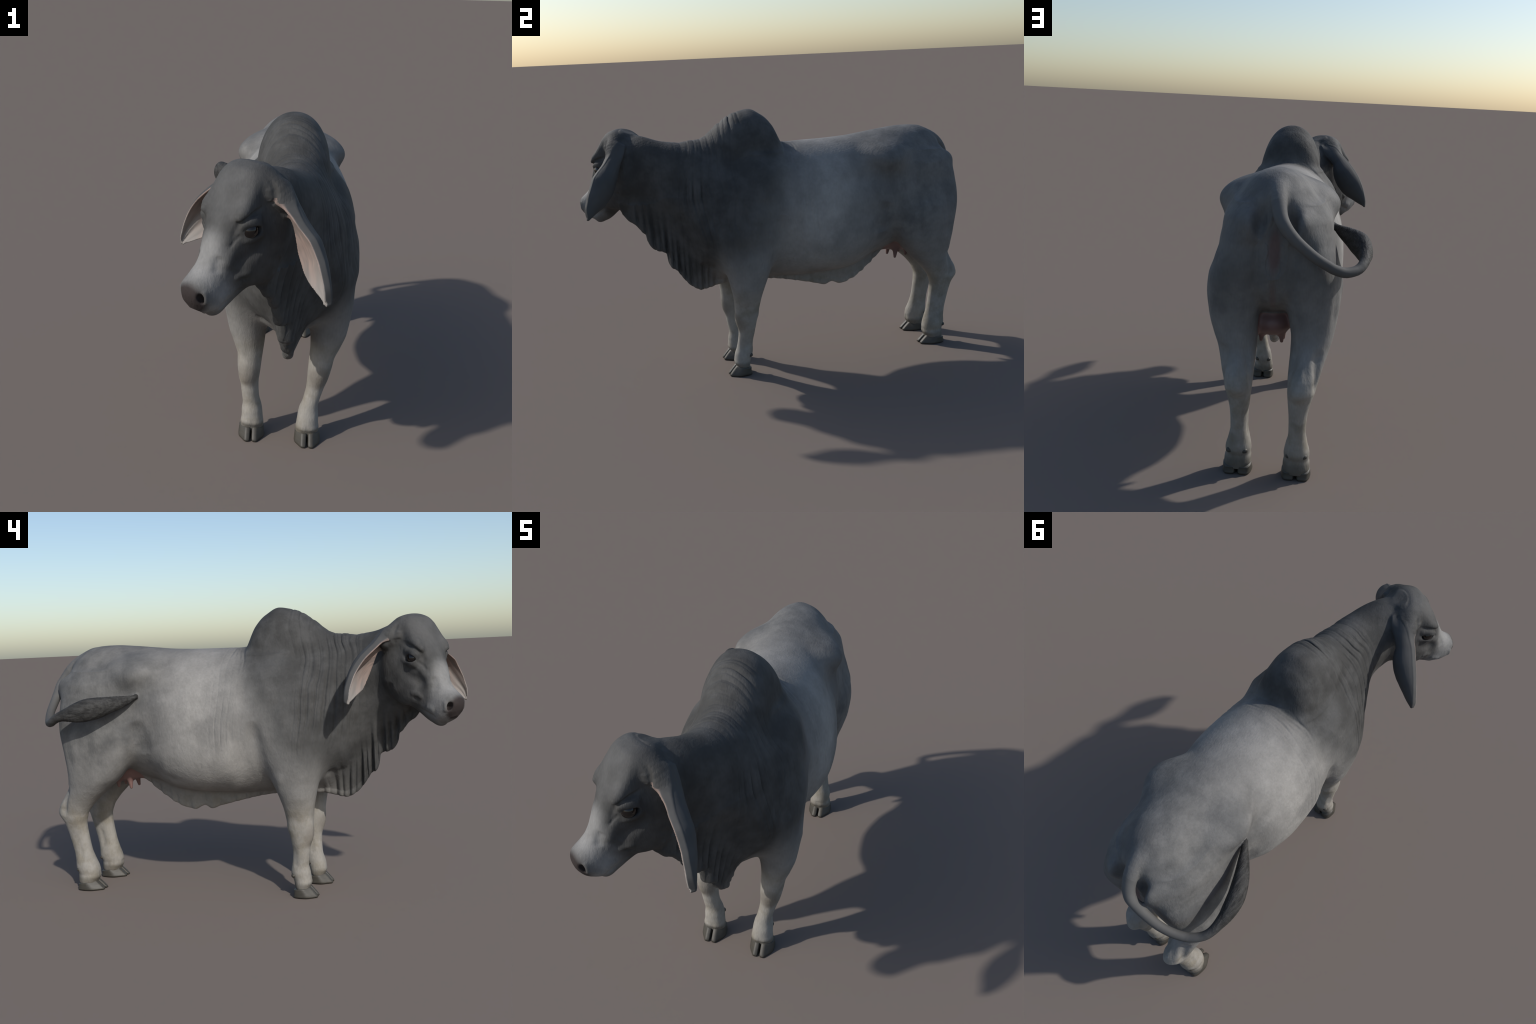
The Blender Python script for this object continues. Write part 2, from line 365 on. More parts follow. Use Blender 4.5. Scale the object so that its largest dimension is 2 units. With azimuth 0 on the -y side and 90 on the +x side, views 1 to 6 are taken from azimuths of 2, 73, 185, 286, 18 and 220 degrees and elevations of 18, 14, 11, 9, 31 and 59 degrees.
def head_prims():
    p = [skull]
    for s in (-1, 1):
        p += [Ell(face_pt(0.032, s * 0.069 - 0.003, -0.119), (0.112, 0.038, 0.080), 0.05, HB),          # cheek
              Chain([face_pt(-0.13, s * 0.068, 0.030), face_pt(-0.075, s * 0.074, 0.034), face_pt(-0.040, s * 0.078, 0.042), face_pt(-0.016, s * 0.077, 0.049)], [0.012, 0.016, 0.018, 0.011], 0.028, 12),  # frontal ridge to the brow
              Ell(head_pt(-0.006, s * 0.076, -0.002), (0.040, 0.025, 0.034), 0.02),            # orbit
              Chain([head_pt(-0.095, s * 0.050, 0.125), head_pt(-0.108, s * 0.098, 0.100), head_pt(-0.118, s * 0.128, 0.072)], [0.05, 0.042, 0.026], 0.03, 10)]  # ear root
        p += [Ell(head_pt(-0.135, s * 0.070, 0.0), (0.045, 0.040, 0.10), 0.04)]                 # behind the jaw
    p += [Ell(face_pt(0.243, 0, -0.070), (0.042, 0.040, 0.030), 0.022, HB),                      # chin
          Ell(face_pt(0.13, -0.003, -0.100), (0.11, 0.052, 0.040), 0.04, HB)]                         # lower jaw
    return p

def snap(P, out):
    """Slide a point along a direction until it lies on the unadorned body."""
    q = (np.asarray(P) + np.asarray(out) * np.linspace(0.05, -0.05, 101)[:, None]).astype(f32)
    d = np.full(len(q), 0.3, f32)
    for p in PRIMS:
        if ((q.max(0) > p.lo) & (q.min(0) < p.hi)).all(): d = smin(d, p(q), p.k)
    i = np.nonzero(d < 0)[0]
    return q[i[0]] if len(i) and i[0] > 0 else np.asarray(P)

def face_relief():
    R = []
    for s in (-1, 1):
        def line(pts, w, a): R.append(Relief([snap(face_pt(t, s * l, b), L * s) for t, l, b in pts], w, a))
        def lid(pts, w, a): R.append(Relief([snap(eye_pt(s, p, q), L * s) for p, q in pts], w, a))
        lid([(-0.064, 0.070), (-0.026, 0.054), (0.012, 0.043), (0.036, 0.026), (0.048, -0.002), (0.056, -0.028)], 0.0085, -0.0065)   # fold above the lid
        lid([(-0.045, 0.034), (-0.025, 0.031), (0.0, 0.030), (0.024, 0.022), (0.036, 0.006)], 0.0125, 0.0095)             # upper lid
        lid([(-0.045, 0.008), (-0.028, -0.020), (0.008, -0.027), (0.036, -0.028)], 0.0105, 0.0050)                           # lower lid
        lid([(0.030, -0.004), (0.046, -0.018), (0.066, -0.042)], 0.0055, -0.0050)                                           # tear line
        line([(0.030, 0.085, 0.002), (0.07, 0.072, 0.008), (0.11, 0.06, 0.002), (0.14, 0.056, -0.012)], 0.014, 0.0055)           # crest below the eye
        line([(-0.01, 0.098, -0.055), (0.045, 0.09, -0.055), (0.085, 0.07, -0.030), (0.125, 0.06, -0.028)], 0.020, -0.0085)      # hollow under it
        line([(0.105, 0.046, 0.026), (0.135, 0.040, 0.022), (0.165, 0.042, 0.014)], 0.015, -0.0065)                            # hollow beside the nose
        line([(0.120, 0.078, -0.085), (0.124, 0.075, -0.068), (0.140, 0.068, -0.055), (0.165, 0.06, -0.050)], 0.011, 0.0065)     # cheek corner fold
        line([(0.15, 0.067, -0.086), (0.142, 0.072, -0.074), (0.150, 0.066, -0.068)], 0.006, -0.003)
        line([(0.160, 0.060, -0.103), (0.20, 0.056, -0.086), (0.236, 0.052, -0.060), (0.256, 0.040, -0.050)], 0.0065, -0.0080)  # mouth
        line([(0.19, 0.054, -0.060), (0.235, 0.050, -0.030)], 0.018, 0.004)                                                   # upper lip
        line([(0.22, 0.046, 0.040), (0.246, 0.050, 0.024), (0.262, 0.046, 0.006)], 0.009, 0.0050)                              # nostril wing
        line([(-0.16, 0.110, 0.012), (-0.14, 0.117, -0.002), (-0.115, 0.121, -0.016), (-0.095, 0.118, -0.03)], 0.007, -0.0085)   # crease at the ear
        line([(-0.135, 0.108, 0.010), (-0.105, 0.113, -0.010)], 0.009, 0.004)
        line([(-0.02, 0.08, -0.185), (0.04, 0.085, -0.150), (0.09, 0.075, -0.13)], 0.020, 0.004)                               # jaw line
        line([(0.03, 0.10, -0.165), (0.055, 0.095, -0.14)], 0.012, -0.004)
    R.append(Relief([face_pt(-0.08, 0, 0.08)], (0.06, 0.05, 0.06), 0.004))
    return R

BODY = [barrel, neck, hump]
for sd in (-1, 1):
    BODY += [hindlimb(sd),
             Ell(mid_pt(sd * 0.168, 0.51, 1.050), (0.082, 0.095, 0.056), 0.08),
             Ell(mid_pt(sd * 0.105, 0.53, 1.072), (0.092, 0.125, 0.058), 0.065),
             Ell(mid_pt(sd * 0.088, 0.895, 1.005), (0.045, 0.055, 0.055), 0.05)]              # hip and pin bones
LIMB = [forelimb(-1), forelimb(1)]
UDDER = [Ell(mid_pt(0, 0.665, 0.585), (0.085, 0.105, 0.062), 0.03)]
for sx, ty, tz in ((-0.043, 0.632, 0.497), (0.043, 0.632, 0.497), (-0.038, 0.70, 0.503), (0.038, 0.70, 0.503)):
    UDDER.append(Chain([mid_pt(sx, ty, tz + 0.06), mid_pt(sx * 1.05, ty - 0.002, tz + 0.03), mid_pt(sx * 1.1, ty - 0.006, tz)], [0.016, 0.0125, 0.007], 0.018, 6))
PRIMS = BODY + LIMB + [dewlap, navel] + UDDER + head_prims() + [ear_right, ear_left]

_c, _s = math.cos(EYE_TURN), math.sin(EYE_TURN)
EYE_ROT = np.array([AX_T * _c + AX_B * _s, L, AX_B * _c - AX_T * _s])     # along the lids, out, across
class Cut(Ell):
    pass
CUTS = []
def cut(c, r, k, rot=None):
    CUTS.append(Cut(c, r, k, rot))
for s in (-1, 1):
    cut(eye_pt(s, 0, 0, 0.110), (0.031, 0.032, 0.0170), 0.006, EYE_ROT)               # eye opening
    cut(face_pt(0.247, s * 0.042, 0.030), (0.015, 0.012, 0.023), 0.008, HB)                    # nostril
    cut(mid_pt(s * 0.052, 0.935, 1.035), (0.026, 0.045, 0.060), 0.04)                          # beside the tail root
    cut(mid_pt(s * 0.31, 0.385, 1.02), (0.055, 0.08, 0.055), 0.06)                             # hollow of the flank

def body_relief():
    R = []
    def line(pts, w, a): R.append(Relief([mid_pt(*p) for p in pts], w, a))
    line([(0, 0.905, 1.00), (0, 0.91, 0.92), (0, 0.91, 0.82), (0, 0.90, 0.72), (0, 0.87, 0.64), (0, 0.82, 0.60)], 0.024, -0.026)   # cleft between the buttocks
    R.append(Relief([(0.12, -0.68, 0.98), (0.165, -0.57, 0.92), (0.205, -0.47, 0.80), (0.22, -0.42, 0.70)], 0.055, 0.019))              # side of the neck
    for s in (-1, 1):
        R.append(Relief([mid_pt(s * 0.25, 0.40, 0.985)], (0.07, 0.085, 0.08), -0.020 if s > 0 else -0.003))
        R.append(Relief([mid_pt(s * 0.262, 0.42, 0.79)], (0.07, 0.07, 0.09), -0.013))
        R.append(Relief([mid_pt(s * 0.262, -0.02, 0.70)], (0.07, 0.05, 0.13), -0.012))                                      # hungry hollow
        line([(s * 0.012, 0.895, 1.01), (s * 0.017, 0.893, 0.95), (s * 0.014, 0.893, 0.89), (s * 0.003, 0.888, 0.84)], 0.012, 0.013)         # lips of the vulva
        line([(s * 0.16, 0.60, 1.10), (s * 0.10, 0.74, 1.125), (s * 0.05, 0.86, 1.09)], 0.035, -0.002)                        # rump slope
        line([(s * 0.26, 0.40, 1.02), (s * 0.27, 0.33, 0.98), (s * 0.275, 0.25, 0.96)], 0.035, -0.008)                         # behind the last rib
        line([(s * 0.25, 0.47, 1.02), (s * 0.262, 0.44, 0.98), (s * 0.27, 0.36, 0.955)], 0.018, -0.006)
        line([(s * 0.255, 0.50, 0.84), (s * 0.25, 0.48, 0.76), (s * 0.235, 0.47, 0.68)], 0.035, -0.026)                       # fold of the flank
        line([(s * 0.22, 0.52, 0.64), (s * 0.215, 0.42, 0.585), (s * 0.20, 0.30, 0.545)], 0.025, -0.007)
        line([(s * 0.265, 0.62, 0.95), (s * 0.275, 0.66, 0.82), (s * 0.27, 0.68, 0.68)], 0.05, 0.006)                          # thigh muscle
        line([(s * 0.25, 0.83, 0.86), (s * 0.25, 0.85, 0.74), (s * 0.225, 0.84, 0.60)], 0.022, -0.007)                        # hamstring groove
        line([(s * 0.262, -0.075, 0.84), (s * 0.262, -0.085, 0.72), (s * 0.25, -0.10, 0.60), (s * 0.225, -0.115, 0.53)], 0.028, -0.036)   # behind the elbow
        line([(s * 0.255, -0.18, 0.90), (s * 0.265, -0.24, 0.80), (s * 0.262, -0.30, 0.70)], 0.035, 0.007)                      # shoulder point
        line([(s * 0.235, -0.30, 0.96), (s * 0.255, -0.325, 0.85), (s * 0.25, -0.36, 0.74)], 0.026, -0.008)
        line([(s * 0.20, -0.10, 1.08), (s * 0.235, -0.14, 0.98), (s * 0.25, -0.17, 0.90)], 0.030, 0.006)                        # blade ridge
        line([(s * 0.225, -0.02, 1.05), (s * 0.25, -0.03, 0.96), (s * 0.262, -0.05, 0.88)], 0.030, -0.006)
        line([(s * 0.26, -0.20, 0.60), (s * 0.245, -0.16, 0.52), (s * 0.21, -0.155, 0.47)], 0.022, 0.006)                       # elbow
        line([(s * 0.12, -0.37, 0.60), (s * 0.09, -0.42, 0.56), (s * 0.075, -0.47, 0.60)], 0.018, -0.010)                      # brisket fold
        line([(s * 0.10, -0.35, 0.53), (s * 0.075, -0.40, 0.50)], 0.014, -0.008)
        for j, (y0, zt, zb) in enumerate([(0.10, 0.66, 0.53), (0.145, 0.64, 0.50), (0.185, 0.66, 0.515), (0.235, 0.63, 0.50), (0.03, 0.70, 0.52), (-0.01, 0.66, 0.53)]):
            line([(s * 0.27, y0 - 0.015, zt), (s * 0.262, y0, (zt + zb) / 2), (s * 0.235, y0 + 0.02, zb)], 0.0055, -0.0026)
        for j, y0 in enumerate([0.03, 0.055, 0.095]):
            line([(s * 0.13, y0 + 0.05, 1.11), (s * 0.20, y0 + 0.03, 1.03), (s * 0.25, y0 + 0.012, 0.92), (s * 0.27, y0, 0.80), (s * 0.275, y0 - 0.01, 0.70)], 0.0075, -0.0030 + 0.0006 * j)
        # creases that fan out behind the hump
        for j in range(6):
            a = j * 0.019
            line([(s * 0.010, 0.012 + a * 0.7, 1.175 - a * 0.1), (s * 0.09, 0.000 + a * 0.9, 1.150 - a * 0.25), (s * 0.155, -0.02 + a * 1.1, 1.095 - a * 0.35), (s * 0.20, -0.02 + a * 1.2, 1.03 - a * 0.5)], 0.007, -0.0035 + 0.0005 * (j % 3))
    # legs: tendons, hocks, knees, fetlocks
    for s in (-1, 1):
        X0 = 0.019; sh = -0.026 if s > 0 else 0.0; hs = 0.009 if s < 0 else -0.003
        def leg(pts, w, a, x0): R.append(Relief([((float(FORE_X(np.array([p[2]]))[0]) if p[1] < 0 else x0) + s * p[0], p[1] + (hs if p[1] > 0 and p[2] < 0.5 else 0), p[2]) for p in pts], w, a))
        leg([(0.122, 0.965, 0.405), (0.122, 0.945, 0.46), (0.128, 0.915, 0.55)], 0.014, 0.007, X0)      # heel tendon
        for q, aq in ((0.085, -0.010), (0.168, -0.017)):
            leg([(q, 0.915, 0.37), (q + 0.003, 0.900, 0.45), (q + 0.012, 0.880, 0.54)], 0.019, aq, X0)  # hollow beside it
        leg([(0.118, 0.962, 0.385)], (0.024, 0.022, 0.030), 0.010, X0)                                  # point of the hock
        leg([(0.17, 0.85, 0.355)], (0.02, 0.03, 0.03), 0.004, X0)
        leg([(0.115, 0.89, 0.28), (0.115, 0.875, 0.20), (0.115, 0.872, 0.14)], 0.012, 0.004, X0)         # flexor tendon
        for q in (0.078, 0.155):
            leg([(q, 0.872, 0.27), (q, 0.855, 0.20), (q + 0.0, 0.852, 0.15)], 0.012, -0.004, X0)
        leg([(0.116, 0.835, 0.108)], (0.075, 0.07, 0.030), 0.0065, X0)                                  # fetlock
        leg([(0.116, 0.78, 0.075)], (0.08, 0.10, 0.014), -0.003, X0)
        leg([(0.117, 0.766, 0.085), (0.117, 0.772, 0.06), (0.117, 0.764, 0.03)], 0.010, -0.004, X0)       # parting of the toes
        leg([(0.145, -0.31 + sh * 0.3, 0.30)], (0.05, 0.030, 0.040), 0.006, 0.05)                       # knee
        leg([(0.145, -0.20 + sh * 0.3, 0.325)], (0.03, 0.020, 0.020), 0.006, 0.05)
        leg([(0.130, -0.29 + sh, 0.235)], (0.06, 0.03, 0.03), -0.003, 0.05)
        for q in (0.095, 0.165):
            leg([(q, -0.228 + sh * 0.6, 0.25), (q - 0.006, -0.228 + sh, 0.18), (q - 0.006, -0.228 + sh, 0.14)], 0.012, -0.004, 0.05)
        leg([(0.117, -0.245 + sh, 0.108)], (0.07, 0.07, 0.028), 0.0065, 0.05)
        leg([(0.117, -0.305 + sh, 0.085), (0.117, -0.300 + sh, 0.06), (0.117, -0.31 + sh, 0.03)], 0.010, -0.004, 0.05)
    return R

RELIEF = face_relief() + body_relief()

def wrinkle(P, d):
    """Folds of loose skin on the neck, in front of and behind the hump."""
    x, y, z = P.T
    n1, n2 = vnoise(P, 7.0, 1), vnoise(P, 16.0, 2)
    # folds that run across the crest and sweep down the side of the neck
    yy = y + 0.16 * (1.2 - z) * sstep(0.6, 1.1, z) + 0.030 * n1 + 0.006 * n2
    m = sstep(-0.57, -0.46, yy) * sstep(-0.20, -0.30, yy) * sstep(0.60, 0.92, z)
    m = m * (0.55 + 0.45 * vnoise(P, 9.0, 3)) 
    w1 = 1 - np.abs(np.sin(yy * np.pi / 0.034)); w2 = 1 - np.abs(np.sin(yy * np.pi / 0.019 + 1.3))
    d = d + 0.0115 * m * (w1 ** 2 - 0.3) + 0.0045 * m * (w2 ** 2 - 0.3)
    # slanting creases behind the hump and the shoulder
    yb = y - 0.05 - 0.06 * (1.1 - z) + 0.012 * n1
    m = sstep(-0.075, -0.04, yb) * sstep(0.075, 0.03, yb) * sstep(0.62, 0.80, z) * (0.5 + 0.5 * vnoise(P, 6.0, 5))
    w1 = 1 - np.abs(np.sin(yb * np.pi / 0.027))
    return (d + 0.0040 * m * (w1 ** 3 - 0.2)).astype(f32)

def field(P):
    P = np.ascontiguousarray(P, f32)
    order = np.argsort(P[:, 1], kind='stable')
    P = P[order]; ys = P[:, 1].copy()
    d = np.full(len(P), 0.3, f32)
    def within(p):
        a, b = np.searchsorted(ys, p.lo[1]), np.searchsorted(ys, p.hi[1])
        if a >= b: return np.empty(0, np.int64)
        S = P[a:b]
        return a + np.nonzero((S[:, 0] > p.lo[0]) & (S[:, 0] < p.hi[0]) & (S[:, 2] > p.lo[2]) & (S[:, 2] < p.hi[2]))[0]
    for p in PRIMS:
        i = within(p)
        if len(i): d[i] = smin(d[i], p(P[i]), p.k)
    for p in CUTS:
        i = within(p)
        if len(i): d[i] = smax(d[i], -p(P[i]), p.k)
    close = np.abs(d) < 0.05
    J = P.copy(); c = np.nonzero(close)[0]
    if len(c):
        for a in range(3): J[c, a] += 0.0055 * vnoise(P[c], 15.0, 11 + a)
    for r in RELIEF:
        i = within(r); i = i[close[i]]
        if len(i): d[i] -= r(J[i])
    i = np.nonzero(close & (P[:, 1] < 0.2) & (P[:, 1] > -0.7) & (P[:, 2] > 0.5) & ((P[:, 1] > -0.44) | (P[:, 0] > -0.13)))[0]
    if len(i): d[i] = wrinkle(P[i], d[i])
    i = within(tail)
    if len(i): d[i] = smin(d[i], tail(P[i]), tail.k)
    out = np.empty_like(d); out[order] = d
    return out

def chunks(P, n=400000):
    return np.concatenate([field(P[i:i + n]) for i in range(0, len(P), n)])

# ------------------------------------------------------------------ mesher
def mesh_field(lo, hi, h, sub=4):
    lo = np.asarray(lo, float); H = h * sub
    nc = np.ceil((np.asarray(hi) - lo) / H).astype(int)
    g = [lo[a] + H * np.arange(nc[a] + 1) for a in range(3)]
    C = chunks(np.stack(np.meshgrid(*g, indexing='ij'), -1).reshape(-1, 3)).reshape(nc + 1)
    near = np.abs(C) < 1.9 * H
    act = np.zeros(nc, bool)
    pos = np.zeros(nc, bool); neg = np.zeros(nc, bool)
    for i in (0, 1):
        for j in (0, 1):
            for k in (0, 1):
                sl = (slice(i, nc[0] + i), slice(j, nc[1] + j), slice(k, nc[2] + k))
                act |= near[sl]; pos |= C[sl] > 0; neg |= C[sl] <= 0
    act |= pos & neg
    n = nc * sub + 1
    D = np.repeat(np.repeat(np.repeat(np.where(C > 0, 1, -1).astype(f32)[:-1, :-1, :-1], sub, 0), sub, 1), sub, 2)
    D = np.pad(D, ((0, 1),) * 3, constant_values=1)
    M = np.zeros(n, bool)
    A = np.repeat(np.repeat(np.repeat(act, sub, 0), sub, 1), sub, 2)
    M[:-1, :-1, :-1] |= A; M[1:, :-1, :-1] |= A; M[:-1, 1:, :-1] |= A; M[:-1, :-1, 1:] |= A
    M[1:, 1:, :-1] |= A; M[1:, :-1, 1:] |= A; M[:-1, 1:, 1:] |= A; M[1:, 1:, 1:] |= A
    idx = np.argwhere(M)
    D[M] = chunks(lo + h * idx)
    inside = D < 0
    # cells with a change of sign
    s = np.zeros(n - 1, np.int8)
    corner = [(i, j, k) for i in (0, 1) for j in (0, 1) for k in (0, 1)]
    for i, j, k in corner:
        s += inside[i:n[0] - 1 + i, j:n[1] - 1 + j, k:n[2] - 1 + k]
    cells = np.argwhere((s > 0) & (s < 8))
    ids = np.full(n - 1, -1, np.int32); ids[tuple(cells.T)] = np.arange(len(cells))
    acc = np.zeros((len(cells), 3)); cnt = np.zeros(len(cells))
    for a in range(3):
        for c in corner:
            if c[a]: continue
            e = list(c); e[a] = 1
            p0 = cells + c; p1 = cells + e
            v0, v1 = D[tuple(p0.T)], D[tuple(p1.T)]
            x = (v0 < 0) != (v1 < 0)
            t = np.where(x, v0 / np.where(x, v0 - v1, 1), 0)
            q = np.tile(np.array(c, float), (len(cells), 1)); q[:, a] = t
            acc[x] += q[x]; cnt[x] += 1
    V = lo + h * (cells + acc / cnt[:, None])
    quads = []
    for a in range(3):
        b, c = (a + 1) % 3, (a + 2) % 3
        sl0 = [slice(None)] * 3; sl1 = [slice(None)] * 3
        sl0[a] = slice(0, -1); sl1[a] = slice(1, None)
        i0, i1 = inside[tuple(sl0)], inside[tuple(sl1)]
        ed = np.argwhere(i0 != i1)
        ok = (ed[:, b] > 0) & (ed[:, c] > 0) & (ed[:, b] < n[b] - 1) & (ed[:, c] < n[c] - 1)
        ed = ed[ok]
        eb, ec = np.eye(3, dtype=int)[b], np.eye(3, dtype=int)[c]
        q = np.stack([ids[tuple((ed - o).T)] for o in (0 * eb, eb, eb + ec, ec)], 1)
        flip = i0[tuple(ed.T)]
        q[~flip] = q[~flip][:, ::-1]
        quads.append(q)
    Q = np.concatenate(quads)
    # settle the vertices on the exact surface
    for it in range(2):
        d = chunks(V); G = np.empty_like(V); e = h * 0.4
        for a in range(3):
            o = np.zeros(3); o[a] = e
            G[:, a] = (chunks(V + o) - d) / e
        g2 = np.maximum((G * G).sum(1), 0.15)
        st = np.clip(d / g2, -h, h)
        V -= 0.9 * st[:, None] * G
    return V, Q

# keep only the biggest connected pieces of the mesh (drops stray crumbs)
def vertex_normals(V, Q):
    n = np.cross(V[Q[:, 2]] - V[Q[:, 0]], V[Q[:, 3]] - V[Q[:, 1]])
    N = np.zeros_like(V)
    for j in range(4): np.add.at(N, Q[:, j], n)
    return N / np.maximum(np.linalg.norm(N, axis=1), 1e-12)[:, None]

def region(C):
    """Name of the anatomical part for each face centre."""
    x, y, z = C.T
    u = x - MID(y)
    D = C - E
    f, l, v = D @ F, D @ L, D[:, 2]
    out = np.zeros(len(C), np.int32)                      # torso
    out[(y < -0.36 - 0.22 * (z - 0.75))] = 1                 # neck
    hz = (z > 1.14) & (y < 0.03) & (y > -0.42)
    out[hz] = 2
    dz = (z < DEW(y) + 0.10) & (y < -0.34)
    out[dz & (out == 1)] = 3
    back = f + 0.12 + 0.45 * np.maximum(v + 0.02, 0) + 0.25 * np.minimum(v + 0.05, 0)
    out[(back > 0) & (v > -0.34) & (y < -0.62)] = 4
    fl = (z < 0.60 + 0.0 * y) & (y < -0.06) & (y > -0.40) & (np.abs(x - 0.05) > 0.055)
    fl &= ~((y < -0.30) & (z > 0.46) & (np.abs(x - 0.05) < 0.085))
    out[fl & (x < 0.05)] = 5; out[fl & (x >= 0.05)] = 6
    hl = (y > 0.5) & (z < 0.80 - 0.0 * y) & (z < 0.62 + (y - 0.56) * 0.9) & (np.abs(u) > 0.055)
    out[hl & (u < 0)] = 7; out[hl & (u >= 0)] = 8
    ud = (np.abs(u) < 0.1) & (y > 0.565) & (y < 0.81) & (z < 0.63) & (z > 0.46)
    q = UDDER[0](C.astype(f32))
    for t in UDDER[1:]: q = np.minimum(q, t(C.astype(f32)))
    out[ud & (q < 0.022)] = 9
    i = np.nonzero(((C > tail.lo) & (C < tail.hi)).all(1))[0]
    td = tail(C[i].astype(f32))
    out[i[(td < 0.004) & (C[i, 1] + 0.6 * (1.1 - C[i, 2]) > 0.93) | ((td < 0.006) & (C[i, 0] < -0.12))]] = 10
    for e, lab in ((ear_right, 11), (ear_left, 12)):
        i = np.nonzero(((C > e.lo) & (C < e.hi)).all(1))[0]
        ed = e(C[i].astype(f32))
        o = skull(C[i].astype(f32))
        out[i[(ed < 0.004) & (o > 0.015)]] = lab
    return out

PARTS = ['torso', 'neck', 'hump', 'dewlap', 'head', 'forelimb', 'forelimb', 'hindlimb', 'hindlimb', 'udder', 'tail', 'ear', 'ear']

# --------------------------------------------------------------- materials
class Nodes:
    def __init__(self, name):
        m = bpy.data.materials.new(name); m.use_nodes = True
        self.m, self.t = m, m.node_tree
        self.t.nodes.clear()
        self.out = self.t.nodes.new('ShaderNodeOutputMaterial')
        self.b = self.t.nodes.new('ShaderNodeBsdfPrincipled')
        self.t.links.new(self.b.outputs[0], self.out.inputs[0])
        self.co = self.t.nodes.new('ShaderNodeTexCoord').outputs['Object']
    def put(self, sock, val):
        if isinstance(val, bpy.types.NodeSocket): self.t.links.new(val, sock)
        else: sock.default_value = val
    def node(self, kind, ins, **props):
        n = self.t.nodes.new(kind)
        for a, b in props.items(): setattr(n, a, b)
        for a, b in ins.items(): self.put(n.inputs[a], b)
        return n
    def math(self, op, a, b=0.0, c=0.0, clamp=False):
        return self.node('ShaderNodeMath', {0: a, 1: b, 2: c}, operation=op, use_clamp=clamp).outputs[0]
    def mix(self, f, a, b, mode='MIX'):
        n = self.t.nodes.new('ShaderNodeMix'); n.data_type = 'RGBA'; n.blend_type = mode
        self.put(n.inputs[0], f)
        for s, v in ((n.inputs[6], a), (n.inputs[7], b)):
            self.put(s, v if isinstance(v, bpy.types.NodeSocket) else (*v, 1.0))
        return n.outputs[2]
    def ramp(self, f, a, b):
        return self.node('ShaderNodeMapRange', {0: f, 1: a, 2: b, 3: 0.0, 4: 1.0}, interpolation_type='SMOOTHSTEP', clamp=True).outputs[0]
    def noise(self, scale, detail=3.0, rough=0.5, vec=None, stretch=None):
        v = vec or self.co
        if stretch is not None:
            v = self.node('ShaderNodeMapping', {0: v, 3: stretch}).outputs[0]
        return self.node('ShaderNodeTexNoise', {'Vector': v, 'Scale': scale, 'Detail': detail, 'Roughness': rough}).outputs[0]
    def blob(self, c, r, soft=(0.55, 1.15), rot=(0, 0, 0)):
        """1 inside an ellipsoid, fading to 0 outside."""
        d = self.node('ShaderNodeVectorMath', {0: self.co, 1: tuple(c)}, operation='SUBTRACT').outputs[0]
        if any(rot):
            d = self.node('ShaderNodeVectorRotate', {'Vector': d, 'Rotation': rot}, rotation_type='EULER_XYZ', invert=True).outputs[0]
        d = self.node('ShaderNodeVectorMath', {0: d, 1: tuple(r)}, operation='DIVIDE').outputs[0]
        ln = self.node('ShaderNodeVectorMath', {0: d}, operation='LENGTH').outputs[1]
        return self.ramp(ln, soft[1], soft[0])
    def add(self, *s):
        r = s[0]
        for q in s[1:]: r = self.math('MAXIMUM', r, q)
        return r

HEAD_ROT = (0.0, 0.0, YAW * -1)

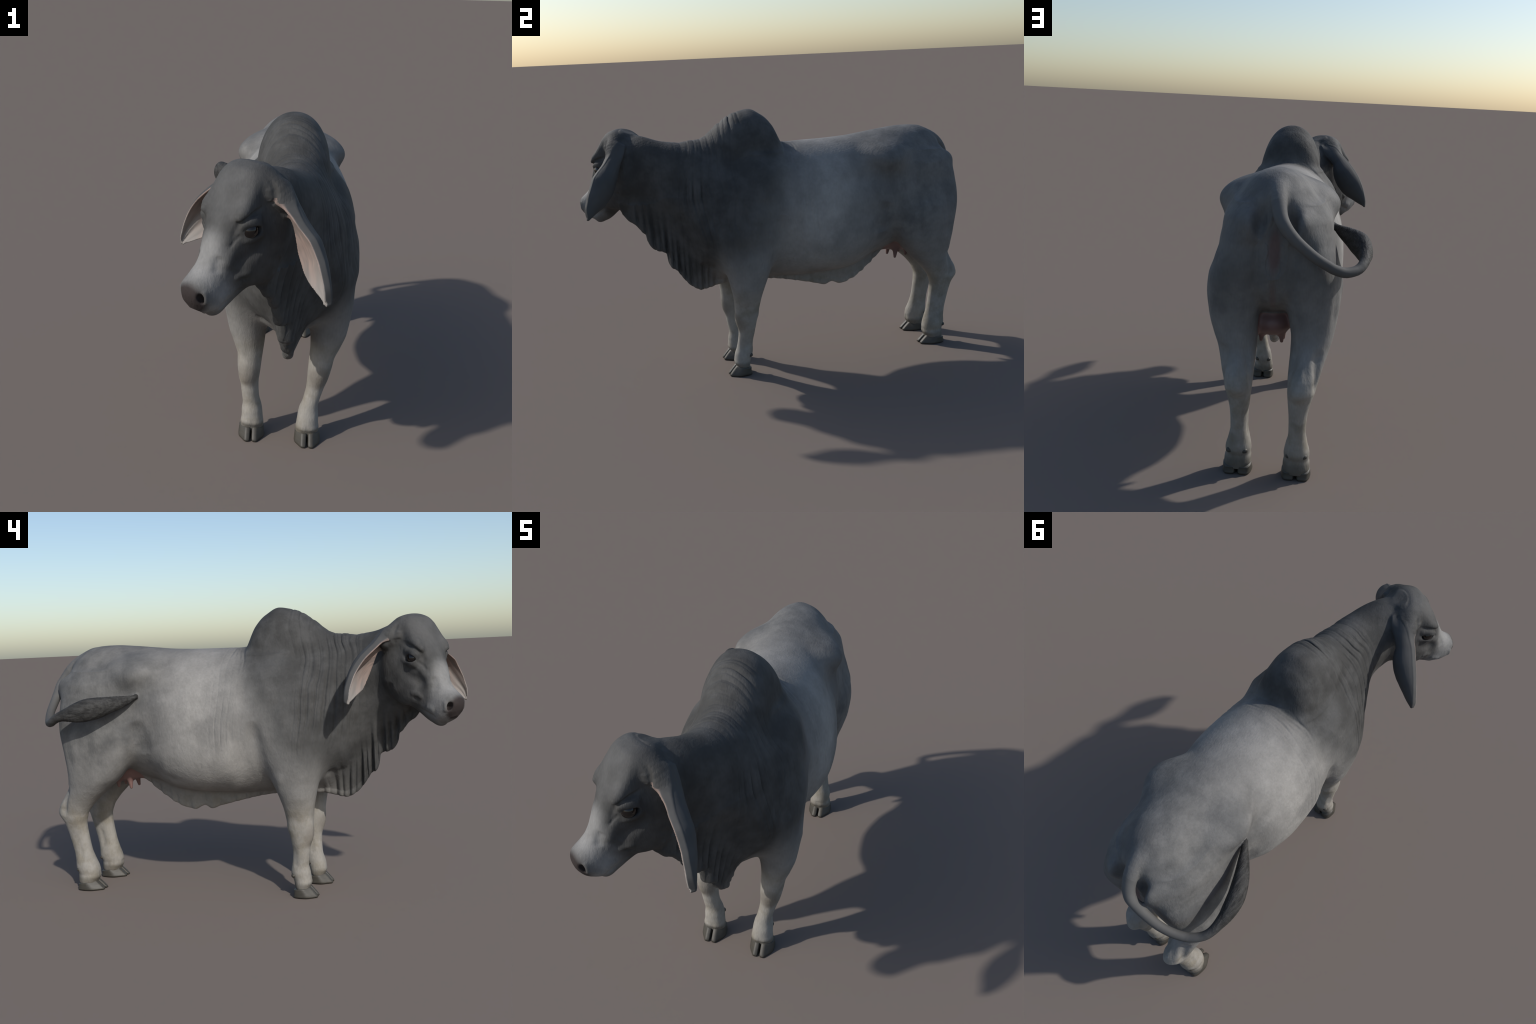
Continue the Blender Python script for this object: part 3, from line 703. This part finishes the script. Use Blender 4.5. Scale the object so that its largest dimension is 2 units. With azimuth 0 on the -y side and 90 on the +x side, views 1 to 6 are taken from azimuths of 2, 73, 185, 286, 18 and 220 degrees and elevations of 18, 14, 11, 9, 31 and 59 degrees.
def coat():
    n = Nodes('grey_hide')
    xyz = n.node('ShaderNodeSeparateXYZ', {0: n.co})
    x, y, z = xyz.outputs
    big = n.noise(5.0, 3.0, 0.55)
    mid = n.noise(17.0, 4.0, 0.6)
    hair = n.noise(150.0, 3.0, 0.6, stretch=(1.0, 0.6, 0.3))
    light = (0.205, 0.199, 0.189); bright = (0.325, 0.313, 0.294); dark = (0.064, 0.064, 0.0645); pale = (0.272, 0.257, 0.232)
    patch = n.noise(3.3, 2.0, 0.5)
    mott = n.noise(9.0, 4.0, 0.62)
    # barrel: pale with brighter clouds
    flank = n.math('MULTIPLY', n.blob((0.05, 0.17, 0.80), (0.50, 0.36, 0.46), (0.45, 1.1)), n.ramp(n.math('ADD', patch, n.math('MULTIPLY', mott, 0.4)), 0.52, 0.82))
    col = n.mix(flank, light, bright)
    # smoky grey rump, haunch and upper back
    rump = n.math('MULTIPLY', n.ramp(n.math('MULTIPLY_ADD', patch, 0.24, y), 0.26, 0.66), n.ramp(n.math('MULTIPLY_ADD', mott, 0.25, z), 0.62, 0.92))
    rump = n.math('MULTIPLY', rump, n.math('MULTIPLY_ADD', n.ramp(mott, 0.34, 0.68), 0.50, 0.50))
    col = n.mix(n.math('MULTIPLY', rump, 0.92), col, (0.098, 0.098, 0.097))  # rump tint darkened further to carry the target's baked shading
    col = n.mix(n.math('MULTIPLY', n.ramp(y, 0.80, 0.98), n.math('MULTIPLY', n.ramp(z, 0.55, 0.75), 0.5)), col, (0.11, 0.11, 0.108))
    # pale legs, a little tan
    col = n.mix(n.ramp(z, 0.52, 0.36), col, n.mix(n.ramp(mott, 0.42, 0.68), pale, (0.215, 0.195, 0.160)))
    # dark forequarters: neck, hump and shoulder; the edge leans forward going down
    wob = n.math('MULTIPLY_ADD', big, 0.16, -0.08)
    yy = n.math('ADD', y, wob)
    lim = n.math('MULTIPLY_ADD', z, 0.58, -0.655)
    soft = n.math('MULTIPLY_ADD', n.ramp(z, 1.2, 0.85), 0.12, 0.07)
    dk = n.math('DIVIDE', n.math('SUBTRACT', lim, yy), soft)
    dk = n.ramp(dk, -1.0, 1.0)
    low = n.ramp(n.math('MULTIPLY_ADD', mott, 0.12, z), 0.56, 0.80)
    front = n.math('MULTIPLY', n.ramp(y, -0.33, -0.41), n.math('MULTIPLY_ADD', n.ramp(n.math('SUBTRACT', z, n.math('MULTIPLY', y, 1.0)), 0.86, 1.06), 0.25, 0.75))
    dk = n.math('MULTIPLY', dk, n.math('MAXIMUM', low, front))
    half = n.ramp(n.math('DIVIDE', n.math('SUBTRACT', n.math('ADD', lim, 0.15), yy), 0.22), -1.0, 1.0)
    col = n.mix(n.math('MULTIPLY', n.math('MULTIPLY', half, low), 0.55), col, (0.125, 0.124, 0.121))
    deep = n.mix(n.ramp(mott, 0.35, 0.7), (0.048, 0.0475, 0.046), (0.076, 0.0755, 0.074))
    col = n.mix(dk, col, deep)
    fore = n.blob(head_pt(-0.02, 0, 0.10), (0.13, 0.13, 0.16), (0.4, 1.1))
    col = n.mix(n.math('MULTIPLY', fore, 0.5), col, (0.105, 0.104, 0.103))
    # front of the face lighter
    brid = n.blob(face_pt(0.13, 0, 0.05), (0.085, 0.085, 0.12), (0.35, 1.1))
    col = n.mix(n.math('MULTIPLY', brid, 0.8), col, (0.235, 0.232, 0.226))
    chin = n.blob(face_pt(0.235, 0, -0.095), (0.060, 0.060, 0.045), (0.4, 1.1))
    for s in (-1, 1):
        ch = n.blob(face_pt(0.075, s * 0.085, -0.05), (0.06, 0.055, 0.065), (0.3, 1.1))
        col = n.mix(n.math('MULTIPLY', ch, 0.45), col, (0.045, 0.044, 0.044))
    # knees
    kn = n.add(n.blob((-0.09, -0.31, 0.29), (0.07, 0.05, 0.06)), n.blob((0.20, -0.31, 0.29), (0.07, 0.05, 0.06)))
    col = n.mix(n.math('MULTIPLY', kn, 0.5), col, (0.15, 0.13, 0.11))
    # head: pale muzzle, dark eye surrounds, black nose pad
    muz = n.blob(face_pt(0.215, 0, -0.02), (0.10, 0.10, 0.10), (0.45, 1.15))
    col = n.mix(n.math('MULTIPLY', muz, n.math('MULTIPLY_ADD', n.ramp(mott, 0.3, 0.65), 0.35, 0.6)), col, (0.265, 0.26, 0.252))
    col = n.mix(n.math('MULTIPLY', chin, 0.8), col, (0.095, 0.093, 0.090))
    nose = n.blob(face_pt(0.268, 0, 0.036), (0.062, 0.062, 0.062), (0.70, 1.08))
    col = n.mix(nose, col, (0.035, 0.028, 0.027))
    for s in (-1, 1):
        ey = n.blob(eye_pt(s, 0, 0, 0.100), (0.033, 0.033, 0.022), (0.75, 1.1))
        col = n.mix(n.math('MULTIPLY', ey, 0.45), col, (0.03, 0.027, 0.025))
    # pink under the tail
    pk = n.blob((0.024, 0.90, 0.91), (0.030, 0.07, 0.10), (0.5, 1.1))
    col = n.mix(n.math('MULTIPLY', pk, 0.75), col, (0.12, 0.075, 0.07))
    pl = n.blob((0.026, 0.88, 0.72), (0.018, 0.09, 0.13), (0.3, 1.1))
    col = n.mix(n.math('MULTIPLY', pl, 0.5), col, (0.13, 0.09, 0.08))
    col = n.mix(n.math('MULTIPLY', n.math('MULTIPLY', n.ramp(z, 0.13, 0.085), n.math('MAXIMUM', n.ramp(y, 0.845, 0.88), n.math('MULTIPLY', n.ramp(y, -0.25, -0.22), n.ramp(y, 0.2, 0.0)))), 0.5), col, (0.10, 0.09, 0.075))
    # coronet grime
    gr = n.ramp(n.math('MULTIPLY_ADD', mid, 0.016, z), 0.088, 0.060)
    col = n.mix(n.math('MULTIPLY', gr, 0.6), col, (0.08, 0.072, 0.058))
    v = n.math('MULTIPLY_ADD', mid, 0.5, 0.75)
    v = n.math('MULTIPLY', v, n.math('MULTIPLY_ADD', hair, 0.3, 0.85))
    col = n.mix(1.0, col, n.node('ShaderNodeCombineColor', {0: v, 1: v, 2: v}).outputs[0], 'MULTIPLY')
    n.put(n.b.inputs['Base Color'], col)
    n.put(n.b.inputs['Roughness'], 0.72)
    n.put(n.b.inputs['Specular IOR Level'], 0.2)
    crease = n.noise(26.0, 3.0, 0.6, stretch=(0.5, 1.0, 0.16))
    fold = n.math('ADD', n.noise(55.0, 4.0, 0.65, stretch=(1.0, 0.7, 0.45)), n.math('MULTIPLY', crease, n.math('MULTIPLY', dk, 0.9)))
    b1 = n.node('ShaderNodeBump', {'Strength': 0.28, 'Distance': 0.007, 'Height': fold}).outputs[0]
    n.put(n.b.inputs['Normal'], n.node('ShaderNodeBump', {'Strength': 0.3, 'Distance': 0.004, 'Height': hair, 'Normal': b1}).outputs[0])
    return n.m

def ear_coat(e):
    """Grey hair outside, bare pinkish skin with long streaks in the cup."""
    n = Nodes('ear_skin')
    nor = n.node('ShaderNodeNewGeometry', {}).outputs['Normal']
    dot = n.node('ShaderNodeVectorMath', {0: nor, 1: tuple(float(v) for v in -e.N)}, operation='DOT_PRODUCT').outputs['Value']
    mid = e.o + e.A * (0.56 * e.len + e.s0)
    axis = e.A / np.linalg.norm(e.A)
    rel = n.node('ShaderNodeVectorMath', {0: n.co, 1: tuple(float(v) for v in e.o)}, operation='SUBTRACT').outputs[0]
    along = n.node('ShaderNodeVectorMath', {0: rel, 1: tuple(float(v) for v in axis)}, operation='DOT_PRODUCT').outputs['Value']
    across = n.node('ShaderNodeVectorMath', {0: rel, 1: tuple(float(v) for v in e.W)}, operation='DOT_PRODUCT').outputs['Value']
    inside = n.ramp(dot, 0.12, 0.42)
    v = n.node('ShaderNodeCombineXYZ', {0: across, 1: along, 2: 0.0}).outputs[0]
    streak = n.noise(60.0, 3.0, 0.6, vec=v, stretch=(1.0, 0.09, 1.0))
    tip = n.ramp(along, e.s0 + 0.45 * e.len, e.s1)
    lining = n.mix(n.ramp(streak, 0.35, 0.65), (0.145, 0.118, 0.106), (0.25, 0.182, 0.156))
    lining = n.mix(n.math('MULTIPLY', tip, 0.8), lining, (0.27, 0.258, 0.243))
    grey = n.mix(n.noise(14.0, 4.0, 0.6), (0.050, 0.050, 0.050), (0.085, 0.085, 0.084))
    col = n.mix(inside, grey, lining)
    edge = n.math('MULTIPLY', n.ramp(n.math('ABSOLUTE', n.math('SUBTRACT', dot, 0.26)), 0.16, 0.03), 0.06)
    col = n.mix(edge, col, (0.30, 0.285, 0.265))
    n.put(n.b.inputs['Base Color'], col)
    n.put(n.b.inputs['Roughness'], 0.7)
    n.put(n.b.inputs['Specular IOR Level'], 0.25)
    n.put(n.b.inputs['Normal'], n.node('ShaderNodeBump', {'Strength': 0.3, 'Distance': 0.004, 'Height': streak}).outputs[0])
    return n.m

def tail_coat():
    """Grey at the root, darkening to a nearly black switch with long hair."""
    n = Nodes('tail_hair')
    xyz = n.node('ShaderNodeSeparateXYZ', {0: n.co})
    x, y, z = xyz.outputs
    strand = n.noise(70.0, 4.0, 0.65, stretch=(1.0, 0.22, 1.0))
    side = n.ramp(x, 0.02, -0.22)
    sw = n.math('MULTIPLY', n.ramp(y, 0.90, 0.80), n.ramp(x, -0.1, -0.2))
    col = n.mix(n.noise(18.0, 3.0, 0.6), (0.088, 0.0875, 0.086), (0.135, 0.134, 0.131))
    col = n.mix(side, col, (0.080, 0.079, 0.077))
    hair = n.mix(n.ramp(strand, 0.3, 0.7), (0.020, 0.0195, 0.019), (0.055, 0.054, 0.052))
    col = n.mix(sw, col, hair)
    n.put(n.b.inputs['Base Color'], col)
    n.put(n.b.inputs['Roughness'], 0.7)
    n.put(n.b.inputs['Specular IOR Level'], 0.25)
    n.put(n.b.inputs['Normal'], n.node('ShaderNodeBump', {'Strength': n.math('MULTIPLY_ADD', sw, 0.7, 0.1), 'Distance': 0.008, 'Height': strand}).outputs[0])
    return n.m

def simple(name, col, col2, scale, rough=0.6, bump=0.2, stretch=None):
    n = Nodes(name)
    a = n.noise(scale, 4.0, 0.6, stretch=stretch)
    n.put(n.b.inputs['Base Color'], n.mix(a, col, col2))
    n.put(n.b.inputs['Roughness'], rough)
    n.put(n.b.inputs['Normal'], n.node('ShaderNodeBump', {'Strength': bump, 'Distance': 0.003, 'Height': a}).outputs[0])
    return n.m

# ------------------------------------------------------------------- build
def new_obj(name, verts, faces, mats, normals=None, mat_index=None, parent=None):
    me = bpy.data.meshes.new(name)
    me.vertices.add(len(verts)); me.vertices.foreach_set('co', np.asarray(verts, f32).ravel())
    nl = sum(len(q) for q in faces) if not isinstance(faces, np.ndarray) else faces.size
    w = np.full(len(faces), faces.shape[1]) if isinstance(faces, np.ndarray) else np.array([len(q) for q in faces])
    flat = faces.ravel() if isinstance(faces, np.ndarray) else np.concatenate([np.asarray(q) for q in faces])
    me.loops.add(nl); me.loops.foreach_set('vertex_index', flat.astype(np.int32))
    me.polygons.add(len(w)); me.polygons.foreach_set('loop_start', np.r_[0, np.cumsum(w)[:-1]].astype(np.int32))
    me.polygons.foreach_set('loop_total', w.astype(np.int32))
    for m in mats: me.materials.append(m)
    me.polygons.foreach_set('use_smooth', np.ones(len(w), bool))
    if mat_index is not None: me.polygons.foreach_set('material_index', mat_index.astype(np.int32))
    me.update(calc_edges=True); me.validate()
    if normals is not None: me.normals_split_custom_set_from_vertices(normals.tolist())
    ob = bpy.data.objects.new(name, me)
    bpy.context.scene.collection.objects.link(ob)
    if parent: ob.parent = parent
    return ob

root = bpy.data.objects.new('humped_cow', None)
bpy.context.scene.collection.objects.link(root)
root['label'] = 'grey humped cow with long drooping ears, dewlap and curled tail'
root['category'] = 'cow'

V, Q = mesh_field((-0.40, -1.06, 0.012), (0.36, 1.03, 1.36), VOX)
N = vertex_normals(V, Q)
lab = region(V[Q].mean(1))
MAT = {'coat': coat(),
       'tail': tail_coat(),
       'udder': simple('udder_skin', (0.15, 0.085, 0.078), (0.22, 0.13, 0.118), 30, 0.5, 0.1),
       'hoof': simple('hoof_horn', (0.030, 0.027, 0.022), (0.066, 0.060, 0.048), 25, 0.55, 0.3, (1, 1, 4)),
       'eye': simple('eye_gloss', (0.006, 0.005, 0.0045), (0.011, 0.008, 0.007), 20, 0.12, 0.0),
       'pink': simple('ear_lining', (0.36, 0.26, 0.225), (0.46, 0.37, 0.33), 35, 0.6, 0.2)}

for i, nm in enumerate(PARTS):
    q = Q[lab == i]
    if not len(q): continue
    used, inv = np.unique(q, return_inverse=True)
    mats = [MAT['coat']]; mi = None
    if nm == 'udder': mats = [MAT['udder']]
    if nm == 'ear': mats = [ear_coat(ear_right if i == 11 else ear_left)]
    if nm == 'tail': mats = [MAT['tail']]
    new_obj(nm, V[used], inv.reshape(q.shape), mats, N[used], mi, root)

# eyes
def ball(name, c, r, mat, parent, seg=32, ring=16):
    th = np.linspace(0, np.pi, ring + 1)[1:-1]; ph = np.arange(seg) * 2 * np.pi / seg
    v = [(0, 0, 1)] + [(math.sin(a) * math.cos(b), math.sin(a) * math.sin(b), math.cos(a)) for a in th for b in ph] + [(0, 0, -1)]
    fs = [(0, 1 + j, 1 + (j + 1) % seg) for j in range(seg)]
    for i in range(ring - 2):
        for j in range(seg):
            a, b = 1 + i * seg + j, 1 + i * seg + (j + 1) % seg
            fs.append((a, a + seg, b + seg, b))
    o = 1 + (ring - 2) * seg; last = len(v) - 1
    fs += [(o + j, last, o + (j + 1) % seg) for j in range(seg)]
    return new_obj(name, np.array(v) * np.asarray(r) + np.asarray(c), fs, [mat], None, None, parent)
for s in (-1, 1):
    ball('eye', eye_pt(s, 0, 0, 0.0800), (0.029, 0.028, 0.029), MAT['eye'], root)

# hooves: two claws a foot, each a sloping wall on a D-shaped sole, and dew claws
def claw(x0, x1, yf, yb, top_f, top_b, side):
    """Claw between x0 (cleft side) and x1 (outer side)."""
    seg, lev = 40, 9
    a = np.arange(seg) * 2 * np.pi / seg
    verts = []
    for i in range(lev + 1):
        g = i / lev
        fy = yf + (yb - yf) * 0.34 * g             # the front wall slopes back
        by = yb - 0.004 * np.sin(g * 2.2)
        cy, hy = (fy + by) / 2, (by - fy) / 2
        cx = (x0 + x1) / 2
        c, s = np.cos(a), np.sin(a)
        px = np.where(c > 0, np.abs(c) ** 0.66, -np.abs(c) ** 0.26); py = np.sign(s) * np.abs(s) ** 0.92
        wide = 1 - 0.40 * sstep(0.0, -1.0, py) - 0.06 * g         # toe narrows on the outer side only
        X_ = x0 + (cx + (x1 - x0) / 2 * px - x0) * wide
        Y_ = cy + py * hy
        top = top_b + (top_f - top_b) * (yb - Y_) / (yb - yf)
        Z_ = top * g
        if i == 0:
            X_ = cx + (X_ - cx) * 0.94; Y_ = cy + (Y_ - cy) * 0.97
        verts.append(np.c_[X_, Y_, Z_ + (0.0 if i == 0 else 0.0015)])
    v = np.concatenate(verts)
    fs = [(i * seg + j, i * seg + (j + 1) % seg, (i + 1) * seg + (j + 1) % seg, (i + 1) * seg + j) for i in range(lev) for j in range(seg)]
    fs += [tuple(range(seg))[::-1], tuple(range(lev * seg, lev * seg + seg))]
    return v, fs

def foot(parent, side, xm, xi, xo, yf, yb, tf, tb, dew):
    xa, xb = xm + side * xi, xm + side * xo
    c = (xa + xb) / 2; gap = 0.0017 * (1 if xb > xa else -1)
    for p, q in ((c - gap, xa), (c + gap, xb)):
        v, fs = claw(p, q, yf, yb, tf, tb, side)
        new_obj('hoof', v, fs, [MAT['hoof']], None, None, parent)
    for p in (xa + (xb - xa) * 0.25, xa + (xb - xa) * 0.75):
        ball('dewclaw', (p, dew[0], dew[1]), (0.0135, 0.012, 0.011), MAT['hoof'], parent, 20, 10)

parts = [o for o in root.children if o.type == 'MESH']
limbs = [o for o in parts if o.name.startswith('forelimb')] + [o for o in parts if o.name.startswith('hindlimb')]
foot(limbs[0], -1, 0.041, 0.062, 0.171, -0.325, -0.210, 0.052, 0.034, (-0.214, 0.102))
foot(limbs[1], 1, 0.041, 0.062, 0.171, -0.353, -0.237, 0.052, 0.034, (-0.241, 0.102))
foot(limbs[2], -1, 0.019, 0.058, 0.177, 0.756, 0.893, 0.051, 0.027, (0.884, 0.100))
foot(limbs[3], 1, 0.019, 0.058, 0.177, 0.745, 0.882, 0.051, 0.027, (0.875, 0.100))
